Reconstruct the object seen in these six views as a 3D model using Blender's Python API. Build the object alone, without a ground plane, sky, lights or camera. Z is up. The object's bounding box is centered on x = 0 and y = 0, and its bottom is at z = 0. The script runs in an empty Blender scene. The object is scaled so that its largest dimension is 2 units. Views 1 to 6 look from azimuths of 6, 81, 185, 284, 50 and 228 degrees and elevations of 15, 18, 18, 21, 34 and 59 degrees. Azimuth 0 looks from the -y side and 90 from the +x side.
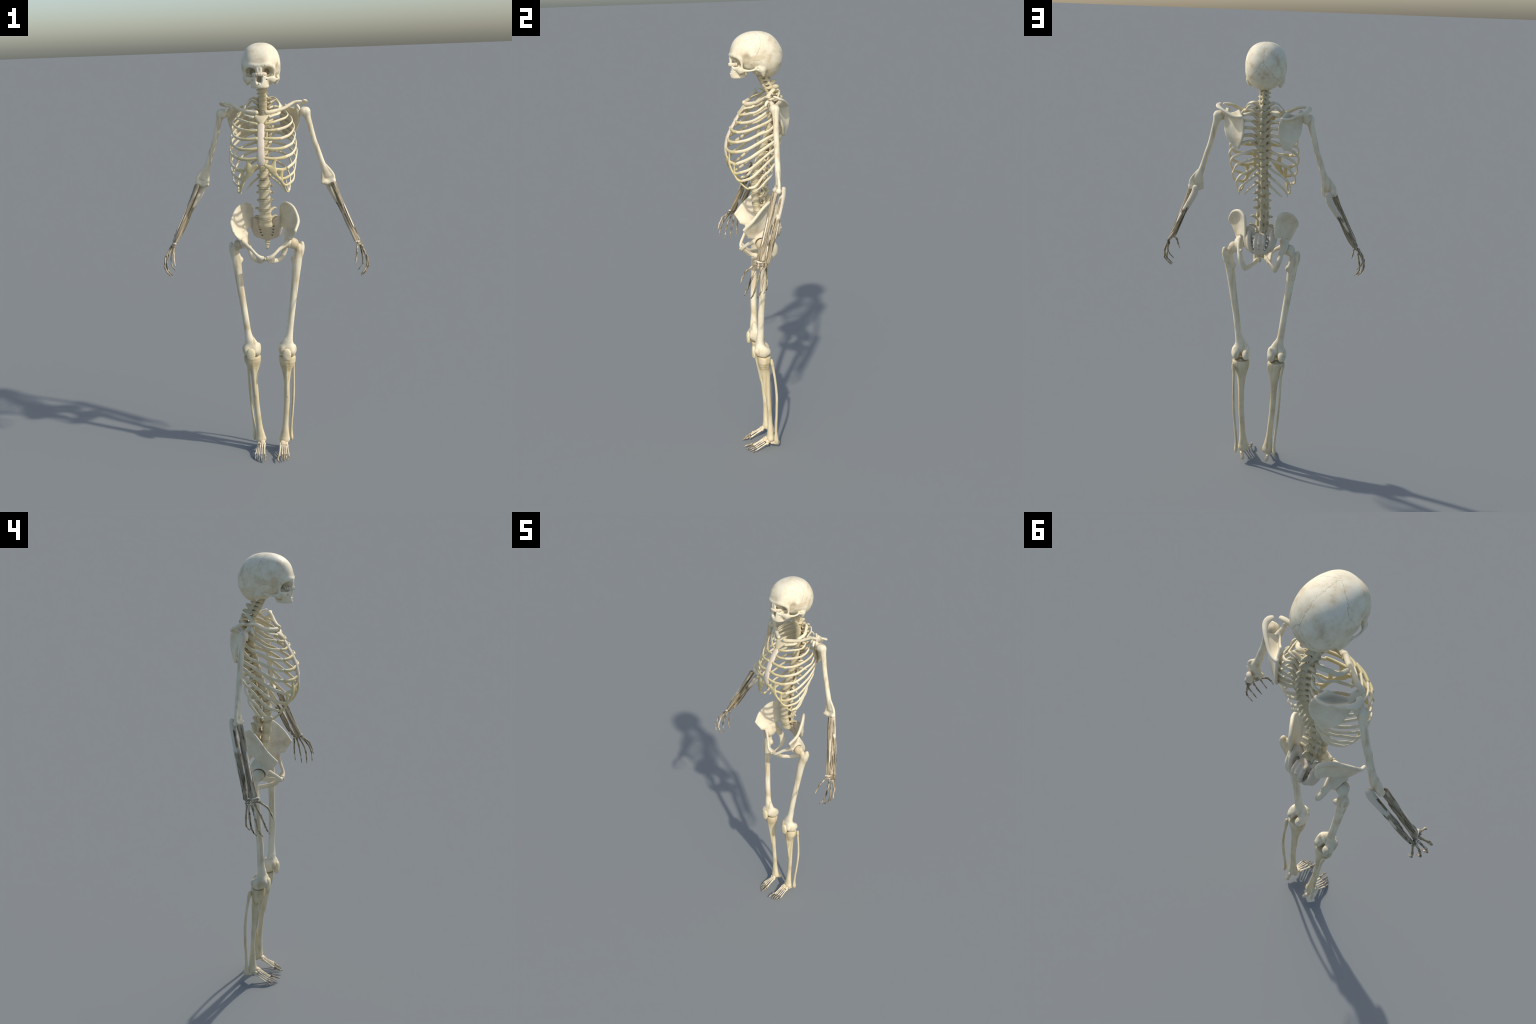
# Human skeleton, standing, arms slightly spread; built bone by bone.
# Most bones are smooth implicit solids (tubes, ellipsoids and curved sheets
# blended together), turned into meshes by a small surface-net polygoniser.
import bpy, math, random
import numpy as np

random.seed(7)
rng = np.random.default_rng(7)
V = lambda *a: np.array(a, float)

# ------------------------------------------------------------------ curves
def catmull(P, n):
    """n points along a Catmull-Rom curve through the rows of P."""
    P = np.asarray(P, float)
    if len(P) == 2:
        t = np.linspace(0, 1, n)[:, None]
        return P[0] * (1 - t) + P[1] * t
    Q = np.vstack([2 * P[0] - P[1], P, 2 * P[-1] - P[-2]])
    u = np.linspace(0, len(P) - 1, n)
    i = np.minimum(u.astype(int), len(P) - 2)
    t = (u - i)[:, None]
    a, b, c, d = Q[i], Q[i + 1], Q[i + 2], Q[i + 3]
    return 0.5 * (2 * b + (c - a) * t + (2 * a - 5 * b + 4 * c - d) * t**2 + (3 * b - a - 3 * c + d) * t**3)

def resample(P, R, step):
    """arc-length resampling of a curve with per-point radii."""
    P = np.asarray(P, float)
    R = np.asarray(R, float)
    if R.ndim == 1:
        R = R[:, None]
    D = catmull(np.hstack([P, R]), 24 * (len(P) - 1) + 1)
    s = np.r_[0, np.cumsum(np.linalg.norm(np.diff(D[:, :3], axis=0), axis=1))]
    n = max(2, int(s[-1] / step) + 1)
    q = np.linspace(0, s[-1], n)
    E = np.stack([np.interp(q, s, D[:, k]) for k in range(D.shape[1])], 1)
    return E[:, :3], np.maximum(E[:, 3:], 0.0004)

# ------------------------------------------------------------------ implicit solids
class Solid:
    def __init__(self, lo, hi, h=0.002):
        self.h = h
        self.lo = np.array(lo, float)
        self.n = np.ceil((np.array(hi, float) - self.lo) / h).astype(int) + 1
        self.v = np.full(self.n, 0.05, np.float32)
        self.ax = [self.lo[k] + h * np.arange(self.n[k]) for k in range(3)]

    def window(self, lo, hi, pad):
        a = np.clip(np.floor((np.asarray(lo) - pad - self.lo) / self.h).astype(int), 0, self.n)
        b = np.clip(np.ceil((np.asarray(hi) + pad - self.lo) / self.h).astype(int) + 1, 0, self.n)
        if np.any(b <= a):
            return None, None
        s = tuple(slice(int(i), int(j)) for i, j in zip(a, b))
        X, Y, Z = np.meshgrid(*(self.ax[k][s[k]] for k in range(3)), indexing='ij', sparse=True)
        return s, (X, Y, Z)

    def blend(self, s, d, k, cut):
        o = self.v[s]
        if cut:
            d = -d
            if k > 0:
                m = np.maximum(k - np.abs(o - d), 0) / k
                self.v[s] = np.maximum(o, d) + m * m * k * 0.25
            else:
                self.v[s] = np.maximum(o, d)
        else:
            if k > 0:
                m = np.maximum(k - np.abs(o - d), 0) / k
                self.v[s] = np.minimum(o, d) - m * m * k * 0.25
            else:
                self.v[s] = np.minimum(o, d)

    def tube(self, P, ra, rb=None, up=(0, 0, 1), k=0.004, cut=False):
        """swept ellipse; ra = half size along `up`, rb = half size across it."""
        ra = np.broadcast_to(np.asarray(ra, float), (len(P),))
        rb = ra if rb is None else np.broadcast_to(np.asarray(rb, float), (len(P),))
        step = max(0.35 * float(np.mean(np.minimum(ra, rb))) * 2, 2 * self.h)
        C, R = resample(P, np.stack([ra, rb], 1), step)
        up = np.asarray(up, float)
        whole, _ = self.window(C.min(0), C.max(0), R.max() + k + 3 * self.h)
        if whole is None:
            return self
        own = np.full([t.stop - t.start for t in whole], 0.05, np.float32)
        for i in range(len(C) - 1):
            p, q = C[i], C[i + 1]
            w = q - p
            L = np.linalg.norm(w)
            if L < 1e-9:
                continue
            w = w / L
            U = up - w * (up @ w)
            nu = np.linalg.norm(U)
            if nu < 0.05:
                U = np.cross(w, V(0.3, 1, 0.2)); nu = np.linalg.norm(U)
            U = U / nu
            W = np.cross(w, U)
            r = R[i:i + 2].max()
            s, g = self.window(np.minimum(p, q), np.maximum(p, q), r + k + 3 * self.h)
            if s is None:
                continue
            X, Y, Z = g
            dx, dy, dz = X - p[0], Y - p[1], Z - p[2]
            a = dx * w[0] + dy * w[1] + dz * w[2]
            t = np.clip(a / L, 0, 1)
            e = a - t * L
            u = dx * U[0] + dy * U[1] + dz * U[2]
            v = dx * W[0] + dy * W[1] + dz * W[2]
            A = R[i, 0] + (R[i + 1, 0] - R[i, 0]) * t
            B = R[i, 1] + (R[i + 1, 1] - R[i, 1]) * t
            M = np.minimum(A, B)
            if np.allclose(R[i, 0], R[i, 1]) and np.allclose(R[i + 1, 0], R[i + 1, 1]):
                d = np.sqrt(u * u + v * v + e * e) - A
            else:
                g1 = np.sqrt((u / A)**2 + (v / B)**2 + (e / M)**2)
                g2 = np.sqrt((u / A**2)**2 + (v / B**2)**2 + (e / M**2)**2) + 1e-9
                d = np.clip(g1 * (g1 - 1) / g2, -0.05, 0.05)
            l = tuple(slice(t.start - o.start, t.stop - o.start) for t, o in zip(s, whole))
            own[l] = np.minimum(own[l], d)
        self.blend(whole, own, k, cut)
        return self

    def ellipsoid(self, c, r, k=0.004, cut=False, axes=None, p=2.0):
        c = np.asarray(c, float)
        r = np.broadcast_to(np.asarray(r, float), (3,))
        m = r.max() * (1.3 if axes is not None else 1)
        rr = np.full(3, m) if axes is not None else r
        s, g = self.window(c - rr, c + rr, k + 3 * self.h)
        if s is None:
            return self
        X, Y, Z = (g[j] - c[j] for j in range(3))
        if axes is not None:
            A = np.array(axes, float)
            A[0] /= np.linalg.norm(A[0])
            A[2] = np.cross(A[0], A[1]); A[2] /= np.linalg.norm(A[2])
            A[1] = np.cross(A[2], A[0])
            X, Y, Z = (X * a[0] + Y * a[1] + Z * a[2] for a in A)
        if p == 2.0:
            g1 = np.sqrt((X / r[0])**2 + (Y / r[1])**2 + (Z / r[2])**2)
            g2 = np.sqrt((X / r[0]**2)**2 + (Y / r[1]**2)**2 + (Z / r[2]**2)**2) + 1e-9
            d = g1 * (g1 - 1) / g2
        else:
            g1 = (np.abs(X / r[0])**p + np.abs(Y / r[1])**p + np.abs(Z / r[2])**p)**(1 / p)
            d = (g1 - 1) * r.min()
        self.blend(s, np.clip(d, -0.05, 0.05).astype(np.float32), k, cut)
        return self

    def drum(self, c, ax, up, ra, rb, half, waist=0.1, edge=0.0025, k=0.0):
        """waisted elliptic cylinder with flat, slightly rounded ends."""
        c = np.asarray(c, float); ax = np.asarray(ax, float); ax = ax / np.linalg.norm(ax)
        U = np.asarray(up, float); U = U - ax * (U @ ax); U /= np.linalg.norm(U)
        W = np.cross(ax, U)
        r = max(ra, rb) + half
        s, g = self.window(c - r, c + r, k + 2 * self.h)
        X, Y, Z = (g[j] - c[j] for j in range(3))
        a = X * ax[0] + Y * ax[1] + Z * ax[2]
        u = X * U[0] + Y * U[1] + Z * U[2]
        v = X * W[0] + Y * W[1] + Z * W[2]
        f = 1 - waist * np.cos(np.clip(a / half, -1, 1) * math.pi / 2)**1.5
        A, B = ra * f - edge, rb * f - edge
        g1 = np.sqrt((u / A)**2 + (v / B)**2)
        g2 = np.sqrt((u / A**2)**2 + (v / B**2)**2) + 1e-9
        d1 = np.clip(g1 * (g1 - 1) / g2, -0.05, 0.05)
        d2 = np.abs(a) - (half - edge)
        d = np.minimum(np.maximum(d1, d2), 0) + np.sqrt(np.maximum(d1, 0)**2 + np.maximum(d2, 0)**2) - edge
        self.blend(s, d.astype(np.float32), k, False)
        return self

    def sheet(self, grid, th, k=0.0):
        """curved plate through a grid of control points, th = half thickness grid."""
        G = np.asarray(grid, float)
        T = np.broadcast_to(np.asarray(th, float), G.shape[:2])
        D = np.dstack([G, T])
        step = max(float(T.min()) * 0.7, self.h * 0.75)
        span = lambda A: max(np.linalg.norm(np.diff(A, axis=0), axis=-1).sum(0).max(), 1e-6)
        nu = int(span(G) / step) + 2
        nv = int(span(G.transpose(1, 0, 2)) / step) + 2
        cols = np.stack([catmull(D[:, j], nu) for j in range(D.shape[1])], 1)
        pts = np.stack([catmull(cols[i], nv) for i in range(nu)], 0).reshape(-1, 4)
        for x, y, z, r in pts:
            s, g = self.window((x, y, z), (x, y, z), r + 2.5 * self.h)
            if s is None:
                continue
            d = np.sqrt((g[0] - x)**2 + (g[1] - y)**2 + (g[2] - z)**2) - r
            self.v[s] = np.minimum(self.v[s], d)
        return self

    def smooth(self, n=1):
        for _ in range(n):
            for ax in range(3):
                v = self.v
                a = np.concatenate([v.take([0], ax), v.take(range(v.shape[ax] - 1), ax)], ax)
                b = np.concatenate([v.take(range(1, v.shape[ax]), ax), v.take([-1], ax)], ax)
                self.v = (0.25 * a + 0.5 * v + 0.25 * b).astype(np.float32)
        return self

    def polygons(self):
        v = self.v
        v[0], v[-1], v[:, 0], v[:, -1], v[:, :, 0], v[:, :, -1] = (0.01,) * 6
        ins = v < 0
        c = np.zeros(np.array(v.shape) - 1, np.int8)
        for i in (0, 1):
            for j in (0, 1):
                for k in (0, 1):
                    c += ins[i:i + c.shape[0], j:j + c.shape[1], k:k + c.shape[2]]
        act = (c > 0) & (c < 8)
        I = np.argwhere(act)
        idx = np.full(act.shape, -1, np.int64)
        idx[act] = np.arange(len(I))
        acc = np.zeros((len(I), 3)); cnt = np.zeros(len(I))
        cor = [(a, b, d) for a in (0, 1) for b in (0, 1) for d in (0, 1)]
        val = {o: v[I[:, 0] + o[0], I[:, 1] + o[1], I[:, 2] + o[2]].astype(float) for o in cor}
        for o in cor:
            for ax in range(3):
                if o[ax]:
                    continue
                q = list(o); q[ax] = 1; q = tuple(q)
                a, b = val[o], val[q]
                m = (a < 0) != (b < 0)
                t = a[m] / (a[m] - b[m])
                P = np.tile(np.array(o, float), (m.sum(), 1))
                P[:, ax] += t
                acc[m] += P; cnt[m] += 1
        verts = (I + acc / cnt[:, None]) * self.h + self.lo
        faces = []
        for ax in range(3):
            sl0 = [slice(None)] * 3; sl1 = [slice(None)] * 3
            sl0[ax] = slice(0, -1); sl1[ax] = slice(1, None)
            a = ins[tuple(sl0)]; b = ins[tuple(sl1)]
            E = np.argwhere(a != b)
            o1, o2 = [(1, 2), (2, 0), (0, 1)][ax]
            E = E[(E[:, o1] > 0) & (E[:, o2] > 0) & (E[:, o1] < v.shape[o1] - 1) & (E[:, o2] < v.shape[o2] - 1)]
            flip = b[E[:, 0], E[:, 1], E[:, 2]]
            def cell(d1, d2):
                F = E.copy(); F[:, o1] -= d1; F[:, o2] -= d2
                return idx[F[:, 0], F[:, 1], F[:, 2]]
            q = np.stack([cell(1, 1), cell(0, 1), cell(0, 0), cell(1, 0)], 1)
            q[flip] = q[flip][:, ::-1]
            faces.append(q)
        return verts, np.vstack(faces)

# ------------------------------------------------------------------ swept mesh
def sweep(P, ra, rb, out, step=0.004, n=10, square=2.0, cap=True):
    """tube mesh; rb = half thickness along the direction out(p), ra = half height across it."""
    C, R = resample(P, np.stack([np.broadcast_to(ra, (len(P),)), np.broadcast_to(rb, (len(P),))], 1), step)
    T = np.gradient(C, axis=0)
    T /= np.linalg.norm(T, axis=1)[:, None]
    rings = []
    if cap:
        C = np.vstack([C[0] - T[0] * R[0].min() * 0.6, C, C[-1] + T[-1] * R[-1].min() * 0.6])
        T = np.vstack([T[0], T, T[-1]])
        R = np.vstack([R[0] * 0.45, R, R[-1] * 0.45])
    ang = np.linspace(0, 2 * math.pi, n, endpoint=False)
    ca, sa = np.cos(ang), np.sin(ang)
    ca = np.sign(ca) * np.abs(ca)**(2 / square); sa = np.sign(sa) * np.abs(sa)**(2 / square)
    for c, t, r in zip(C, T, R):
        o = np.asarray(out(c), float)
        o = o - t * (o @ t); o /= np.linalg.norm(o)
        w = np.cross(t, o)
        rings.append(c + np.outer(ca * r[1], o) + np.outer(sa * r[0], w))
    verts = np.vstack(rings + [C[:1], C[-1:]])
    m = len(C); F = []
    for i in range(m - 1):
        for j in range(n):
            k = (j + 1) % n
            F.append((i * n + j, i * n + k, (i + 1) * n + k, (i + 1) * n + j))
    for j in range(n):
        k = (j + 1) % n
        F.append((m * n, k, j)); F.append((m * n + 1, (m - 1) * n + j, (m - 1) * n + k))
    return verts, F

def join(*parts):
    vs, fs, o = [], [], 0
    for v, f in parts:
        vs.append(np.asarray(v))
        fs += [tuple(int(i) + o for i in q) for q in f]
        o += len(v)
    return np.vstack(vs), fs

# ------------------------------------------------------------------ objects
ROOT = bpy.data.objects.new("human_skeleton", None)
bpy.context.scene.collection.objects.link(ROOT)
ROOT["label"] = "standing human skeleton, ivory bones, arms slightly spread, no jawbone"
ROOT["category"] = "human skeleton"

def make(name, geo, mat, parent=None, flat=False, stuff=False):
    verts, faces = geo
    me = bpy.data.meshes.new(name)
    me.from_pydata(np.asarray(verts).tolist(), [], [tuple(map(int, f)) for f in faces])
    me.validate()
    me.polygons.foreach_set("use_smooth", np.full(len(me.polygons), not flat))
    me.materials.append(mat)
    ob = bpy.data.objects.new(name, me)
    bpy.context.scene.collection.objects.link(ob)
    ob.parent = parent or ROOT
    if stuff:
        ob["kind"] = "stuff"
    return ob

def mirror(geo):
    v, f = geo
    return np.asarray(v) * V(-1, 1, 1), [tuple(q)[::-1] for q in f]

def pair(name, geo, mat, parents=(None, None), **kw):
    return make(name, geo, mat, parents[0], **kw), make(name, mirror(geo), mat, parents[1], **kw)

# ------------------------------------------------------------------ materials
def ramp(nt, fac, stops):
    r = nt.nodes.new("ShaderNodeValToRGB")
    el = r.color_ramp.elements
    while len(el) < len(stops):
        el.new(0.5)
    for e, (p, c) in zip(el, stops):
        e.position = p
        e.color = (*c, 1) if len(c) == 3 else c
    nt.links.new(fac, r.inputs[0])
    return r.outputs[0]

def noise(nt, vec, scale, detail=4, rough=0.55, dist=0.0):
    n = nt.nodes.new("ShaderNodeTexNoise")
    n.inputs["Scale"].default_value = scale
    n.inputs["Detail"].default_value = detail
    n.inputs["Roughness"].default_value = rough
    n.inputs["Distortion"].default_value = dist
    nt.links.new(vec, n.inputs["Vector"])
    return n.outputs["Fac"]

def mixc(nt, fac, a, b, mode='MIX'):
    m = nt.nodes.new("ShaderNodeMix")
    m.data_type = 'RGBA'; m.blend_type = mode
    for sock, val in ((m.inputs[0], fac), (m.inputs[6], a), (m.inputs[7], b)):
        if isinstance(val, (int, float)):
            sock.default_value = val
        elif isinstance(val, tuple):
            sock.default_value = (*val, 1)
        else:
            nt.links.new(val, sock)
    return m.outputs[2]

def math_(nt, op, *ins):
    m = nt.nodes.new("ShaderNodeMath"); m.operation = op
    for i, v in enumerate(ins):
        if isinstance(v, (int, float)):
            m.inputs[i].default_value = v
        else:
            nt.links.new(v, m.inputs[i])
    return m.outputs[0]

def start(name, rough=0.6):
    mat = bpy.data.materials.new(name)
    mat.use_nodes = True
    nt = mat.node_tree
    bs = nt.nodes["Principled BSDF"]
    bs.inputs["Roughness"].default_value = rough
    bs.inputs["Specular IOR Level"].default_value = 0.3
    tc = nt.nodes.new("ShaderNodeTexCoord")
    return mat, nt, bs, tc.outputs["Object"]

def stretch(nt, vec, scale, rot=(0, 0, 0)):
    m = nt.nodes.new("ShaderNodeMapping")
    m.inputs["Scale"].default_value = scale
    m.inputs["Rotation"].default_value = rot
    nt.links.new(vec, m.inputs["Vector"])
    return m.outputs[0]

def bump(nt, bs, fac, strength, dist=0.002):
    b = nt.nodes.new("ShaderNodeBump")
    b.inputs["Strength"].default_value = strength
    b.inputs["Distance"].default_value = dist
    nt.links.new(fac, b.inputs["Height"])
    nt.links.new(b.outputs[0], bs.inputs["Normal"])

def bone_material(name, light, mid, dark, patch=14.0, streak=None, amount=0.5, speck=0.25):
    mat, nt, bs, oc = start(name)
    n1 = noise(nt, oc, patch, 5, 0.6)
    lerp = tuple(a * (1 - .35 * amount) + b * .35 * amount for a, b in zip(light, mid))
    col = ramp(nt, n1, [(0.38, light), (0.56, lerp), (0.80, mid)])
    if streak:
        n2 = noise(nt, stretch(nt, oc, streak), 1.0, 3, 0.5)
        f = ramp(nt, n2, [(0.5, (0, 0, 0)), (0.68, (1, 1, 1))])
        col = mixc(nt, math_(nt, 'MULTIPLY', f, amount), col, mid)
    n3 = noise(nt, oc, 160.0, 4, 0.65)
    f = ramp(nt, n3, [(0.60, (0, 0, 0)), (0.78, (1, 1, 1))])
    col = mixc(nt, math_(nt, 'MULTIPLY', f, speck), col, dark)
    nt.links.new(col, bs.inputs["Base Color"])
    bump(nt, bs, n3, 0.12)
    return mat

IVORY, CREAM, TAN, BROWN = (0.75, 0.68, 0.50), (0.66, 0.57, 0.40), (0.47, 0.36, 0.20), (0.30, 0.22, 0.12)
M_long = bone_material("long_bone", IVORY, TAN, BROWN, 11.0, (60, 60, 4), 0.7)
M_flat = bone_material("flat_bone", IVORY, (0.52, 0.42, 0.27), BROWN, 16.0, None, 0.9)
M_rib = bone_material("rib_bone", (0.74, 0.66, 0.46), (0.56, 0.46, 0.27), BROWN, 22.0, None, 0.7)
M_shin = bone_material("shin_bone", (0.68, 0.59, 0.39), (0.46, 0.36, 0.18), BROWN, 12.0, (70, 70, 3), 0.8)
M_vert = bone_material("vertebra_bone", (0.62, 0.54, 0.36), (0.44, 0.36, 0.19), BROWN, 40.0, None, 0.9)
M_disc = bone_material("disc_cartilage", (0.55, 0.47, 0.30), (0.42, 0.35, 0.20), BROWN, 30.0, None, 0.5)
M_cart = bone_material("rib_cartilage", (0.64, 0.54, 0.29), (0.50, 0.42, 0.20), BROWN, 30.0, None, 0.6)
M_foot = bone_material("foot_bone", (0.72, 0.60, 0.42), (0.52, 0.42, 0.24), BROWN, 60.0, None, 0.6)
M_sac = bone_material("sacrum_bone", (0.62, 0.54, 0.40), (0.46, 0.38, 0.26), BROWN, 40.0, None, 0.7)
M_tooth = bone_material("tooth_enamel", (0.72, 0.64, 0.49), (0.56, 0.46, 0.31), BROWN, 90.0, None, 0.6)

def splinter_material(name, rot, seed, pale=0.5, pale_above=None):
    """streaked forearm and hand bone: long streaks of grey-black, tan and pale bone."""
    mat, nt, bs, oc = start(name, 0.6)
    mp = nt.nodes.new("ShaderNodeMapping"); mp.inputs["Location"].default_value = (seed, seed, seed)
    nt.links.new(stretch(nt, oc, (1, 1, 1), rot), mp.inputs["Vector"])
    v = stretch(nt, mp.outputs[0], (120, 120, 2.5))
    n1 = noise(nt, v, 1.0, 3, 0.6, 0.2)
    col = ramp(nt, n1, [(0.36, (0.030, 0.028, 0.020)), (0.44, (0.20, 0.165, 0.095)), (0.49, (0.42, 0.335, 0.20)),
                        (0.545, (0.11, 0.095, 0.065)), (0.60, (0.50, 0.41, 0.27)), (0.68, (0.30, 0.25, 0.16))])
    n2 = noise(nt, stretch(nt, mp.outputs[0], (70, 70, 5)), 1.0, 1, 0.4)
    f = ramp(nt, n2, [(0.56, (0, 0, 0)), (0.60, (1, 1, 1))])
    col = mixc(nt, math_(nt, 'MULTIPLY', f, pale), col, (0.62, 0.52, 0.38))
    if pale_above:
        sp = nt.nodes.new("ShaderNodeSeparateXYZ"); nt.links.new(oc, sp.inputs[0])
        up = ramp(nt, math_(nt, 'MULTIPLY_ADD', math_(nt, 'SUBTRACT', sp.outputs[2], pale_above), 12.0, math_(nt, 'MULTIPLY', n1, 0.9)), [(0.46, (0, 0, 0)), (0.54, (1, 1, 1))])
        col = mixc(nt, math_(nt, 'MULTIPLY', up, 0.9), col, (0.66, 0.59, 0.46))
    nt.links.new(col, bs.inputs["Base Color"])
    bump(nt, bs, n1, 0.3)
    return mat

# axis of the forearm leans outwards and forwards on both sides: rotate noise space so z runs along it
M_armL = splinter_material("forearm_bone", (math.radians(22), math.radians(23.3), 0), 0.0)
M_armR = splinter_material("forearm_bone", (math.radians(22), math.radians(-23.3), 0), 3.3)
M_armpale = bone_material("forearm_bone_pale", (0.70, 0.62, 0.48), (0.45, 0.37, 0.24), BROWN, 40.0, None, 0.5)
M_ulnL = splinter_material("ulna_bone", (math.radians(22), math.radians(23.3), 0), 0.0, 0.5, 1.262)
M_ulnR = splinter_material("ulna_bone", (math.radians(22), math.radians(-23.3), 0), 3.3, 0.5, 1.262)
M_hand = splinter_material("hand_bone", (math.radians(15), math.radians(10), 0), 5.0, 0.8)

def skull_material():
    mat, nt, bs, oc = start("skull_bone", 0.55)
    sp = nt.nodes.new("ShaderNodeSeparateXYZ"); nt.links.new(oc, sp.inputs[0])
    x, y, z = sp.outputs
    ax = math_(nt, 'ABSOLUTE', x)
    n1 = noise(nt, oc, 26.0, 5, 0.6)
    col = ramp(nt, n1, [(0.40, (0.76, 0.70, 0.53)), (0.56, (0.70, 0.62, 0.44)), (0.72, (0.55, 0.45, 0.29))])
    n3 = noise(nt, oc, 120.0, 4, 0.65)
    f = ramp(nt, n3, [(0.58, (0, 0, 0)), (0.78, (1, 1, 1))])
    col = mixc(nt, math_(nt, 'MULTIPLY', f, 0.25), col, (0.50, 0.40, 0.25))
    # tan patch over the temple, behind the eye socket
    def blob(cx, cy, cz, rx, ry, rz):
        d = math_(nt, 'ADD', math_(nt, 'ADD',
            math_(nt, 'POWER', math_(nt, 'DIVIDE', math_(nt, 'SUBTRACT', ax, cx), rx), 2.0),
            math_(nt, 'POWER', math_(nt, 'DIVIDE', math_(nt, 'SUBTRACT', y, cy), ry), 2.0)),
            math_(nt, 'POWER', math_(nt, 'DIVIDE', math_(nt, 'SUBTRACT', z, cz), rz), 2.0))
        return ramp(nt, d, [(0.45, (1, 1, 1)), (1.0, (0, 0, 0))])
    temple_patch = math_(nt, 'MAXIMUM', blob(0.07, -0.033, 1.896, 0.04, 0.019, 0.030), blob(0.08, 0.012, 1.895, 0.03, 0.04, 0.014))
    col = mixc(nt, math_(nt, 'MULTIPLY', temple_patch, 0.55), col, (0.58, 0.46, 0.29))
    col = mixc(nt, math_(nt, 'MULTIPLY', blob(0.0, -0.09, 1.925, 0.035, 0.03, 0.014), 0.45), col, (0.55, 0.45, 0.30))
    # sutures: thin wavy brown lines
    wob = math_(nt, 'MULTIPLY', math_(nt, 'SUBTRACT', noise(nt, oc, 75.0, 3, 0.6), 0.5), 0.022)
    wob2 = math_(nt, 'MULTIPLY', math_(nt, 'SUBTRACT', noise(nt, oc, 48.0, 3, 0.7), 0.5), 0.034)
    def line(d, width):
        return math_(nt, 'LESS_THAN', math_(nt, 'ABSOLUTE', d), width)
    gz = lambda a, b: math_(nt, 'GREATER_THAN', a, b)
    lz = lambda a, b: math_(nt, 'LESS_THAN', a, b)
    mul = lambda *a: a[0] if len(a) == 1 else math_(nt, 'MULTIPLY', a[0], mul(*a[1:]))
    # coronal: arches over the front third of the vault
    yc = math_(nt, 'ADD', math_(nt, 'MULTIPLY', ax, 0.52), -0.008)
    yc = math_(nt, 'SUBTRACT', yc, math_(nt, 'MULTIPLY', math_(nt, 'MAXIMUM', math_(nt, 'SUBTRACT', 1.955, z), 0.0), 0.62))
    cor = mul(line(math_(nt, 'ADD', math_(nt, 'SUBTRACT', y, yc), wob), 0.0011), gz(z, 1.893))
    sag = mul(line(math_(nt, 'ADD', x, wob), 0.0011), gz(y, -0.006), gz(z, 1.905))
    lam = math_(nt, 'SUBTRACT', math_(nt, 'SUBTRACT', 1.925, math_(nt, 'MULTIPLY', ax, 1.25)), z)
    lam = mul(line(math_(nt, 'ADD', lam, wob2), 0.0017), gz(y, 0.05), gz(z, 1.83))
    dsq = math_(nt, 'SQRT', math_(nt, 'ADD', math_(nt, 'POWER', math_(nt, 'SUBTRACT', y, 0.0), 2.0),
                                  math_(nt, 'POWER', math_(nt, 'MULTIPLY', math_(nt, 'SUBTRACT', z, 1.862), 1.25), 2.0)))
    squ = mul(line(math_(nt, 'ADD', math_(nt, 'SUBTRACT', dsq, 0.031), math_(nt, 'MULTIPLY', wob, 0.5)), 0.0009), gz(z, 1.868), gz(ax, 0.055))
    s = math_(nt, 'MAXIMUM', math_(nt, 'MAXIMUM', cor, sag), math_(nt, 'MAXIMUM', lam, squ))
    col = mixc(nt, math_(nt, 'MULTIPLY', s, 0.45), col, (0.36, 0.26, 0.13))
    nt.links.new(col, bs.inputs["Base Color"])
    bump(nt, bs, n3, 0.10)
    return mat

M_skull = skull_material()

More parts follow.
